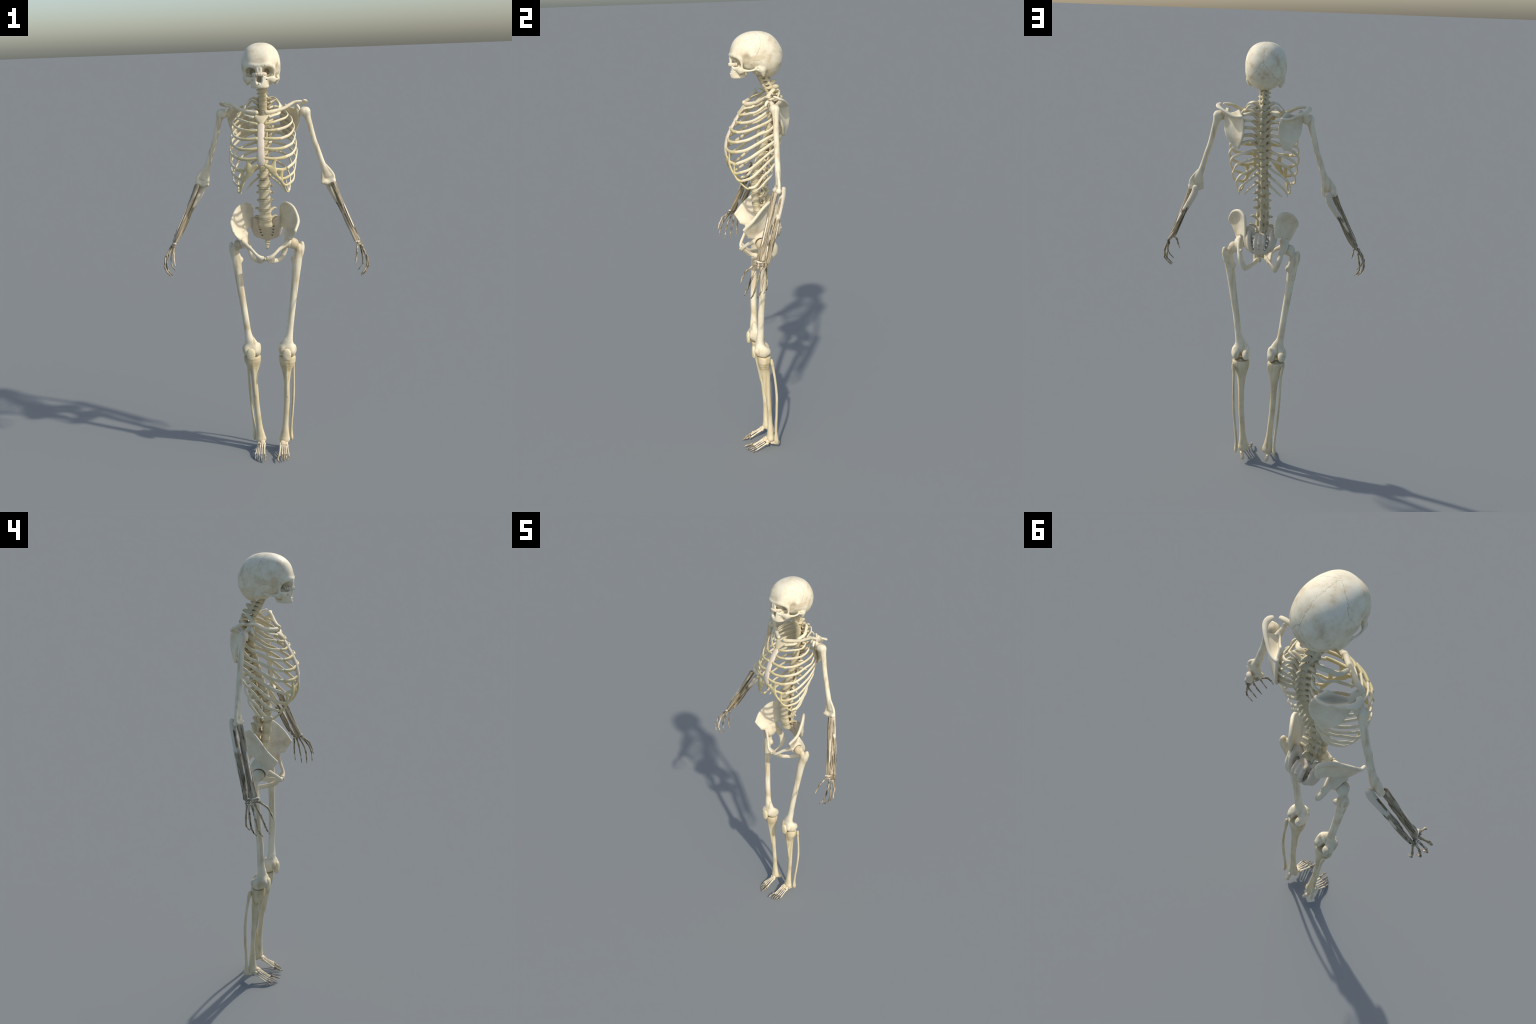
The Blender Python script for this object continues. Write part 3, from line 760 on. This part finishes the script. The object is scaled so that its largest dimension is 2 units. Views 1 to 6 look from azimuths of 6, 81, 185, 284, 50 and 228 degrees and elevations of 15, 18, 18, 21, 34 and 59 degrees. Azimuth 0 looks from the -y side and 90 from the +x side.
# raised spine running out to the acromion
S.tube([(.083, .131, 1.699), (.098, .132, 1.697), (.122, .127, 1.700), (.151, .114, 1.713), (.176, .099, 1.724), (.1905, .084, 1.7315), (.1925, .071, 1.7385), (.187, .060, 1.7425)],
       [.0055, .0055, .0055, .0055, .0060, .0065, .006, .0050], [.006, .006, .0055, .006, .0075, .0105, .011, .008], up=(0, .45, .9), k=0.004)
S.sheet([[(.090, .122, 1.696), (.118, .098, 1.692), (.146, .076, 1.694), (.158, .066, 1.696)],
         [(.092, .131, 1.697), (.122, .125, 1.699), (.150, .112, 1.711), (.170, .101, 1.720)]], .0028)
# socket and hooked process
S.ellipsoid((.161, .062, 1.686), (.008, .013, .019), 0.008)
S.tube([(.155, .060, 1.700), (.153, .050, 1.716), (.156, .040, 1.721), (.163, .030, 1.714), (.167, .026, 1.705)], [.010, .0085, .0072, .0065, .0055], k=0.006)
pair("scapula", S.smooth(1).polygons(), M_flat)

# ------------------------------------------------------------------ humerus
S = Solid((.155, .005, 1.335), (.345, .095, 1.725), 0.0019)
S.ellipsoid((.186, .059, 1.692), (.0215, .021, .022), 0.006)
S.ellipsoid((.202, .060, 1.693), (.0125, .0155, .018), 0.010)
S.tube([(.199, .061, 1.690), (.2045, .061, 1.664), (.2140, .0594, 1.630), (.2237, .0576, 1.592), (.2325, .0568, 1.559), (.2435, .0551, 1.529), (.2660, .0523, 1.461), (.2815, .0500, 1.421), (.292, .047, 1.395)],
       [.0175, .0139, .0122, .0118, .0118, .0120, .0122, .0115, .0102], [.0175, .0142, .0124, .0117, .0119, .0122, .0128, .018, .025], up=(0, 1, 0), k=0.006)
S.sheet([[(.272, .050, 1.445), (.277, .050, 1.445), (.284, .050, 1.445)], [(.2675, .048, 1.415), (.287, .048, 1.415), (.309, .048, 1.415)], [(.2675, .045, 1.392), (.292, .047, 1.390), (.319, .047, 1.396)], [(.268, .038, 1.370), (.292, .044, 1.368), (.321, .046, 1.376)]], .0065)
S.tube([(.269, .033, 1.367), (.274, .036, 1.368), (.284, .040, 1.366), (.300, .042, 1.366), (.317, .044, 1.372)], [.0075, .010, .0125, .0105, .0125], k=0.005)
S.ellipsoid((.294, .066, 1.380), (.012, .012, .014), 0.004, True)
pair("humerus", S.smooth(1).polygons(), M_long)

# ------------------------------------------------------------------ forearm
def arm_pair(name, geo, **kw):
    return make(name, geo, M_armL, **kw), make(name, mirror(geo), M_armR, **kw)

S = Solid((.29, -.11, 1.085), (.46, .06, 1.385), 0.002)
up_r = (.4, .9, .25)
S.tube([(.3185, .0285, 1.3615), (.334, .0125, 1.320), (.353, -.0025, 1.277), (.372, -.018, 1.225), (.394, -.037, 1.174), (.409, -.049, 1.143), (.422, -.057, 1.117)],
       [.0135, .0125, .0125, .0130, .0150, .0180, .0205], [.0145, .0125, .0118, .0114, .0108, .0106, .0106], up=up_r, k=0.003)
S.ellipsoid((.317, .031, 1.372), (.010, .010, .007), 0.003, True)
RAD = arm_pair("radius", S.polygons())
S = Solid((.265, -.065, 1.075), (.46, .1, 1.395), 0.002)
S.tube([(.2915, .0700, 1.374), (.2990, .0630, 1.345), (.3255, .0440, 1.297), (.3560, .0245, 1.247), (.3795, .0040, 1.191), (.4045, -.0155, 1.141), (.4315, -.0305, 1.106)],
       [.0105, .0130, .0128, .0118, .0110, .0102, .0090], [.0140, .0155, .0135, .0115, .0105, .0092, .0075], up=(.4, .9, .25), k=0.003)
g = S.polygons()
ULN = make("ulna", g, M_ulnL), make("ulna", mirror(g), M_ulnR)

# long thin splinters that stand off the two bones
def shard(P, w, th, nrm):
    C = catmull(P, 9)
    wid = np.interp(np.linspace(0, 1, 9), [0, .12, .5, .9, 1], [.35, .9, 1, .8, .15]) * w
    return sweep(C, wid, np.full(9, th), lambda c: nrm, .006, 6, 2.0)

def splinters(axis0, axis1, rad, n, seed, parents, pale):
    r = random.Random(seed)
    a, b = np.asarray(axis0), np.asarray(axis1)
    d = (b - a) / np.linalg.norm(b - a)
    e1 = np.cross(d, V(0, 0, 1)); e1 /= np.linalg.norm(e1)
    e2 = np.cross(d, e1)
    for i in range(n):
        t0 = r.uniform(-0.02, .60); t1 = min(t0 + r.uniform(.25, .5), 1.0)
        an = 2 * math.pi * (i + r.uniform(-.3, .3)) / n
        o = e1 * math.cos(an) + e2 * math.sin(an)
        P = [a + (b - a) * t + o * (rad + r.uniform(0.0, .0022) + .002 * (t > .8)) for t in np.linspace(t0, t1, 4)]
        g = shard(P, r.uniform(.0040, .0070), .0012, o)
        m = (M_armpale, M_armpale) if i in pale else (M_armL, M_armR)
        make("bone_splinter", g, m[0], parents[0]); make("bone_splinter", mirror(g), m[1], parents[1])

splinters((.322, .024, 1.35), (.420, -.056, 1.12), .0112, 8, 3, RAD, (2, 6))
splinters((.302, .062, 1.345), (.429, -.029, 1.11), .0098, 8, 5, ULN, (1, 4, 7))

# ------------------------------------------------------------------ hand (left; mirrored)
HAND = dict(
 thumb=[(.424, -.082, 1.099), (.420, -.118, 1.076), (.417, -.135, 1.046), (.411, -.143, 1.022)],
 index=[(.440, -.070, 1.096), (.463, -.106, 1.050), (.465, -.123, 1.013), (.457, -.129, .995), (.439, -.134, .973)],
 middle=[(.443, -.058, 1.092), (.469, -.084, 1.039), (.473, -.095, 1.002), (.459, -.102, .977), (.439, -.108, .957)],
 ring=[(.443, -.048, 1.088), (.464, -.058, 1.041), (.469, -.067, .999), (.458, -.075, .978), (.439, -.081, .957)],
 little=[(.438, -.039, 1.085), (.450, -.039, 1.028), (.450, -.041, 1.000), (.442, -.046, .986), (.428, -.051, .971)])
def small_bone(p, q, r0, r1, waist=.72):
    p, q = np.asarray(p), np.asarray(q)
    L = np.linalg.norm(q - p)
    m = (p + q) / 2
    S = Solid(np.minimum(p, q) - .010, np.maximum(p, q) + .010, 0.0013)
    S.tube([p + (q - p) * .06, p + (q - p) * .25, m, p + (q - p) * .78, p + (q - p) * .95], [r0, r0 * .8, r0 * waist, (r0 + r1) / 2 * .75, r1], k=0.001)
    return S.polygons()
S = Solid((.405, -.10, 1.075), (.46, -.02, 1.125), 0.0015)
rr = random.Random(11)
for i in range(5):
    for j in range(2):
        t = i / 4
        c = V(.4235, -.078, 1.109) * (1 - t) + V(.437, -.036, 1.101) * t + V(.006 * j, -.001 * j, -.009 * j) + V(rr.uniform(-.0015, .0015), 0, rr.uniform(-.001, .001))
        S.ellipsoid(c, (.0060 + rr.uniform(-.001, .001), .0056, .0056), 0.0012)
WR = pair("wrist", S.polygons(), M_hand)
S = Solid((.405, -.10, 1.095), (.445, -.035, 1.13), 0.0015)
S.tube([(.418, -.079, 1.111), (.425, -.066, 1.110), (.430, -.054, 1.109)], [.0045, .004, .003], [.0065, .007, .006], up=(0, 0, 1), k=0.002)
pair("wrist_bone", S.polygons(), M_armpale, WR)
for f, P in HAND.items():
    for i in range(len(P) - 1):
        r0 = (.0056 if f != 'thumb' else .0054) * (1 - .12 * i) * (.9 if f == 'little' else 1)
        r1 = r0 * (.95 if i < len(P) - 2 else .5)
        pair("finger_bone", small_bone(P[i], P[i + 1], r0, r1), M_hand, WR)

# ------------------------------------------------------------------ pelvis
S = Solid((.0, -.105, .985), (.175, .10, 1.29), 0.0019)
S.sheet([[(.1420, -.083, 1.166), (.1545, -.044, 1.207), (.134, .004, 1.254), (.1015, .042, 1.2715), (.076, .068, 1.258), (.068, .077, 1.238)],
         [(.139, -.079, 1.155), (.1425, -.040, 1.188), (.119, .001, 1.226), (.0935, .034, 1.236), (.0725, .064, 1.230), (.0665, .077, 1.215)],
         [(.134, -.073, 1.146), (.130, -.034, 1.162), (.110, .000, 1.194), (.0915, .029, 1.202), (.073, .059, 1.200), (.066, .075, 1.188)],
         [(.128, -.066, 1.136), (.118, -.032, 1.138), (.106, -.004, 1.150), (.092, .020, 1.160), (.076, .048, 1.165), (.067, .067, 1.162)]],
        [[.0070, .0075, .0070, .0070, .0075, .0070], [.005, .0034, .0028, .0030, .0045, .0055], [.005, .0034, .0028, .0034, .0060, .0055], [.006, .006, .006, .007, .008, .006]])
# body around the hip socket
S.tube([(.120, -.060, 1.128), (.112, -.035, 1.126), (.104, -.006, 1.128), (.094, .018, 1.138)], [.010, .013, .014, .012], [.009, .010, .011, .010], up=(0, 0, 1), k=0.008)
S.ellipsoid((.108, -.006, 1.100), (.022, .034, .034), 0.008)
# pubis
S.tube([(.106, -.035, 1.105), (.086, -.047, 1.089), (.064, -.060, 1.074), (.044, -.074, 1.056), (.028, -.080, 1.044), (.012, -.078, 1.036)],
       [.015, .0115, .0085, .0080, .0090, .0110], [.011, .0075, .0065, .0065, .0070, .0085], up=(0, 0, 1), k=0.006)
S.sheet([[(.011, -.080, 1.043), (.026, -.080, 1.043), (.040, -.073, 1.050)], [(.010, -.068, 1.028), (.024, -.066, 1.027), (.038, -.056, 1.030)], [(.013, -.058, 1.019), (.026, -.050, 1.014), (.036, -.036, 1.011)]], .0055)
S.tube([(.016, -.060, 1.022), (.030, -.038, 1.013), (.044, -.008, 1.007), (.058, .022, 1.003), (.069, .044, 1.006)], [.0125, .0115, .0110, .0120, .013], [.0055, .0055, .0060, .0080, .011], up=(0, 0, 1), k=0.006)
# ischium
S.tube([(.069, .045, 1.007), (.078, .058, 1.026), (.087, .060, 1.050), (.094, .046, 1.080), (.098, .028, 1.110), (.096, .016, 1.132)],
       [.0115, .0165, .0175, .0165, .016, .014], [.0115, .0125, .0120, .0112, .0115, .012], up=(0, 1, .2), k=0.006)
S.ellipsoid((.086, .050, 1.092), (.005, .012, .006), 0.006)
S.ellipsoid((.127, -.006, 1.090), (.0285, .0285, .0285), 0.003, True)              # socket
HIP = pair("hip_bone", S.smooth(1).polygons(), M_flat)
S = Solid((-.01, -.1, 1.01), (.01, -.04, 1.06), 0.0015)
S.tube([(0, -.086, 1.037), (0, -.074, 1.026)], [.006, .007], [.0045, .0045], up=(0, -1, 0), k=0.0)
make("pubic_cartilage", S.polygons(), M_cart)

# sacrum and tail bone
S = Solid((-.082, -.03, 1.035), (.082, .135, 1.225), 0.0019)
S.tube([(0, .058, 1.166), (0, .061, 1.152), (0, .070, 1.132), (0, .080, 1.108), (0, .0855, 1.086)], [.017, .016, .013, .010, .007], [.031, .029, .024, .017, .012], up=(0, -1, -.5), k=0.006)
S.ellipsoid((0, .050, 1.196), (.022, .022, .016), 0.004, True)
for sx in (1, -1):
    S.sheet([[(sx * .036, .048, 1.188), (sx * .050, .049, 1.197), (sx * .061, .056, 1.193)],
             [(sx * .030, .055, 1.164), (sx * .050, .056, 1.164), (sx * .066, .063, 1.160)],
             [(sx * .026, .067, 1.138), (sx * .046, .070, 1.136), (sx * .063, .071, 1.136)],
             [(sx * .020, .079, 1.112), (sx * .038, .080, 1.110), (sx * .053, .077, 1.110)],
             [(sx * .010, .084, 1.092), (sx * .020, .084, 1.094), (sx * .029, .083, 1.098)]],
            [[.009, .012, .010], [.011, .012, .010], [.010, .010, .009], [.008, .008, .0075], [.006, .006, .005]])
    S.tube([(sx * .017, .082, 1.172), (sx * .019, .094, 1.150), (sx * .018, .100, 1.124), (sx * .013, .096, 1.098)], [.0085, .009, .009, .0070], k=0.012)
    S.tube([(sx * .050, .070, 1.186), (sx * .050, .082, 1.152), (sx * .043, .090, 1.122), (sx * .030, .091, 1.100)], [.010, .0105, .0095, .0070], k=0.012)
S.tube([(0, .082, 1.172), (0, .096, 1.150), (0, .101, 1.126), (0, .096, 1.098)], [.009, .0095, .0085, .0065], k=0.010)
for sx in (1, -1):
    for (y, zz, x, r) in ((.075, 1.166, .033, .0055), (.08, 1.148, .031, .0052), (.085, 1.131, .029, .0050), (.09, 1.114, .024, .0042)):
        S.tube([(sx * x, y - .06, zz - .012), (sx * x, y + .06, zz + .012)], r, k=0.002, cut=True)
for zz in (1.152, 1.134, 1.116, 1.102):
    S.ellipsoid((0, .110, zz), (.0035, .010, .0035), 0.002, True)
S.smooth(1)
make("sacrum", S.polygons(), M_sac)
S = Solid((-.03, .04, 1.03), (.03, .1, 1.095), 0.0015)
for y, zz, w in ((.083, 1.077, .015), (.077, 1.066, .011), (.070, 1.056, .008), (.063, 1.049, .005)):
    S.tube([(-w * .4, y, zz), (w * .4, y, zz)], .0045, .005, k=0.002)
    S.ellipsoid((0, y, zz), (w, .0045, .0042), 0.002)
make("tail_bone", S.polygons(), M_vert)

# ------------------------------------------------------------------ femur, patella
S = Solid((.035, -.07, .515), (.192, .055, 1.125), 0.0021)
S.ellipsoid((.127, -.004, 1.089), .0255, 0.003)
S.tube([(.129, -.003, 1.085), (.142, .004, 1.073), (.156, .012, 1.060)], [.019, .0165, .018], [.017, .015, .016], up=(0, 0, 1), k=0.008)
S.tube([(.168, .017, 1.084), (.169, .018, 1.066), (.160, .014, 1.036)], [.011, .0145, .015], [.009, .011, .014], up=(0, 1, 0), k=0.010)
S.tube([(.153, .011, 1.050), (.1456, .007, 1.014), (.1425, .0015, .985), (.1341, -.0040, .914), (.1268, -.0085, .855), (.1127, -.0165, .748), (.1028, -.0195, .664), (.0975, -.022, .630), (.090, -.024, .606), (.0865, -.022, .585)],
       [.019, .0185, .0175, .0156, .0149, .0152, .0157, .0172, .0190, .021], [.0225, .0222, .0213, .0182, .0168, .0156, .0159, .0190, .027, .036], up=(0, 1, 0), k=0.008)
S.ellipsoid((.122, .016, 1.006), (.009, .009, .013), 0.010)
S.tube([(.139, .017, 1.040), (.128, .018, 1.010)], [.006, .006], k=0.008)
# condyles
S.tube([(.107, -.033, .566), (.109, -.014, .552), (.109, .004, .556)], [.026, .027, .023], [.0200, .0205, .0185], up=(0, 0, 1), k=0.014)
S.tube([(.066, -.031, .568), (.062, -.012, .552), (.061, .006, .556)], [.025, .0275, .024], [.0180, .0190, .0175], up=(0, 0, 1), k=0.014)
S.ellipsoid((.087, -.034, .570), (.030, .012, .026), 0.010)
S.ellipsoid((.052, -.010, .576), (.009, .016, .016), 0.014); S.ellipsoid((.120, -.010, .568), (.009, .016, .016), 0.014)
S.ellipsoid((.086, .018, .540), (.0095, .030, .024), 0.006, True)
S.ellipsoid((.086, -.060, .553), (.012, .012, .022), 0.012, True)
pair("femur", S.smooth(1).polygons(), M_long)
S = Solid((.055, -.075, .51), (.12, -.03, .59), 0.0018)
S.ellipsoid((.0865, -.0535, .551), (.0215, .0105, .0285), 0.0, p=2.3)
S.ellipsoid((.087, -.052, .530), (.0125, .009, .013), 0.008)
pair("patella", S.smooth(1).polygons(), bone_material("patella_bone", (.72, .63, .42), (.56, .46, .26), BROWN, 60.0, None, .6, .4))

# ------------------------------------------------------------------ tibia, fibula
S = Solid((.028, -.055, .03), (.14, .045, .545), 0.0020)
S.tube([(.085, -.006, .515), (.085, -.006, .503), (.0825, -.005, .482), (.0802, -.002, .450), (.0800, .0015, .410), (.0794, .0045, .374), (.0778, .008, .320), (.0760, .0115, .270), (.0706, .0145, .200), (.0668, .0155, .150), (.0644, .0160, .115), (.0617, .0158, .085), (.0605, .0155, .066)],
       [.0325, .0325, .0290, .0240, .0205, .0165, .0135, .0115, .0105, .0120, .0145, .0165, .0170], [.0415, .0410, .0345, .0240, .0175, .0150, .0146, .0142, .0138, .0145, .0175, .0225, .0240], up=(0, 1, 0), k=0.006)
X, Y, Z = np.meshgrid(*S.ax, indexing='ij', sparse=True)
S.v = np.maximum(S.v, (Z - 0.5255 + 0 * X + 0 * Y).astype(np.float32))
S.tube([(.083, -.029, .485), (.081, -.022, .44), (.080, -.011, .37), (.079, -.002, .31)], [.006, .005, .004, .004], k=0.008)
S.ellipsoid((.085, -.004, .525), (.009, .009, .007), 0.004)
S.ellipsoid((.0605, .0165, .062), (.0245, .0190, .0225), 0.008)
S.tube([(.046, .016, .068), (.043, .018, .056)], [.010, .008], k=0.006)
pair("tibia", S.smooth(1).polygons(), M_shin)
S = Solid((.08, .005, .03), (.14, .06, .525), 0.0018)
S.tube([(.1185, .0240, .512), (.1160, .0265, .492), (.1130, .0305, .469), (.1124, .0392, .400), (.1099, .0448, .3145), (.1040, .0434, .231), (.0976, .0403, .161), (.0938, .0387, .111), (.0940, .0380, .080), (.0948, .0390, .062), (.0952, .0405, .046)],
       [.0055, .0088, .0070, .0058, .0064, .0064, .0062, .0068, .0092, .0105, .0050], [.0055, .0078, .0064, .0058, .0064, .0062, .0060, .0062, .0075, .0080, .0045], up=(0, 1, 0), k=0.004)
pair("fibula", S.smooth(1).polygons(), M_shin)

# ------------------------------------------------------------------ foot (left; mirrored)
S = Solid((.03, -.04, .005), (.095, .075, .085), 0.0016)
S.tube([(.060, .052, .028), (.064, .036, .034), (.068, .020, .040)], [.0125, .0115, .0105], [.0085, .0085, .0085], up=(0, 0, 1), k=0.004)   # heel
S.tube([(.057, .052, .022), (.0575, .053, .018)], [.007, .0045], k=0.004)
S.ellipsoid((.056, .006, .055), (.013, .013, .010), 0.003)                       # talus head
FT = pair("heel_and_ankle_bone", S.polygons(), M_foot)
for c, r in (((.050, -.004, .056), (.012, .0085, .0085)), ((.0685, .001, .047), (.0085, .0125, .0085)),
             ((.0405, -.011, .049), (.0065, .0085, .0075)), ((.0505, -.013, .052), (.0055, .0075, .0065)), ((.060, -.013, .050), (.0055, .0075, .0065))):
    T = Solid(np.array(c) - .018, np.array(c) + .018, 0.0014)
    T.ellipsoid(c, r, 0, p=2.6)
    pair("ankle_bone", T.smooth(1).polygons(), M_foot, FT)
MT = {1: ((.041, -.017, .046), (.037, -.070, .016), .0050), 2: ((.052, -.018, .049), (.051, -.068, .022), .0034), 3: ((.0615, -.019, .047), (.063, -.063, .0215), .0032),
      4: ((.0685, -.015, .042), (.0725, -.060, .0195), .0032), 5: ((.0735, -.006, .0385), (.084, -.057, .016), .0037)}
TOE = {1: [(.0355, -.074, .0235), (.032, -.093, .0165), (.033, -.113, .0125)],
       2: [(.051, -.070, .021), (.051, -.084, .019), (.0505, -.095, .012), (.050, -.106, .004)],
       3: [(.0630, -.065, .0205), (.062, -.080, .0165), (.061, -.091, .011), (.060, -.101, .0045)],
       4: [(.0730, -.062, .0185), (.0715, -.074, .014), (.070, -.083, .008), (.069, -.091, .003)],
       5: [(.0845, -.059, .0145), (.083, -.068, .010), (.0815, -.075, .006), (.080, -.082, .0025)]}
for i, (p, q, r) in MT.items():
    pair("foot_bone", small_bone(p, q, r * 1.15, r, .62), M_rib if i in (1, 5) else M_foot, FT)
T = Solid((.06, -.02, .02), (.09, .012, .055), .0014)
T.tube([(.0755, -.001, .0375), (.0745, -.010, .037)], [.0045, .0045], k=0.001)
pair("foot_bone", T.polygons(), M_foot, FT)
for i, P in TOE.items():
    for j in range(len(P) - 1):
        r0 = {1: .0056}.get(i, .0033) * (1 - .12 * j)
        r1 = r0 * (.85 if j < len(P) - 2 else .55)
        pair("toe_bone", small_bone(P[j], P[j + 1], r0, r1, .7), M_hand, FT)
T = Solid((.02, -.095, .005), (.055, -.06, .035), .0014)
T.ellipsoid((.031, -.0745, .017), (.005, .006, .006), .001)
pair("toe_bone", T.polygons(), M_hand, FT)
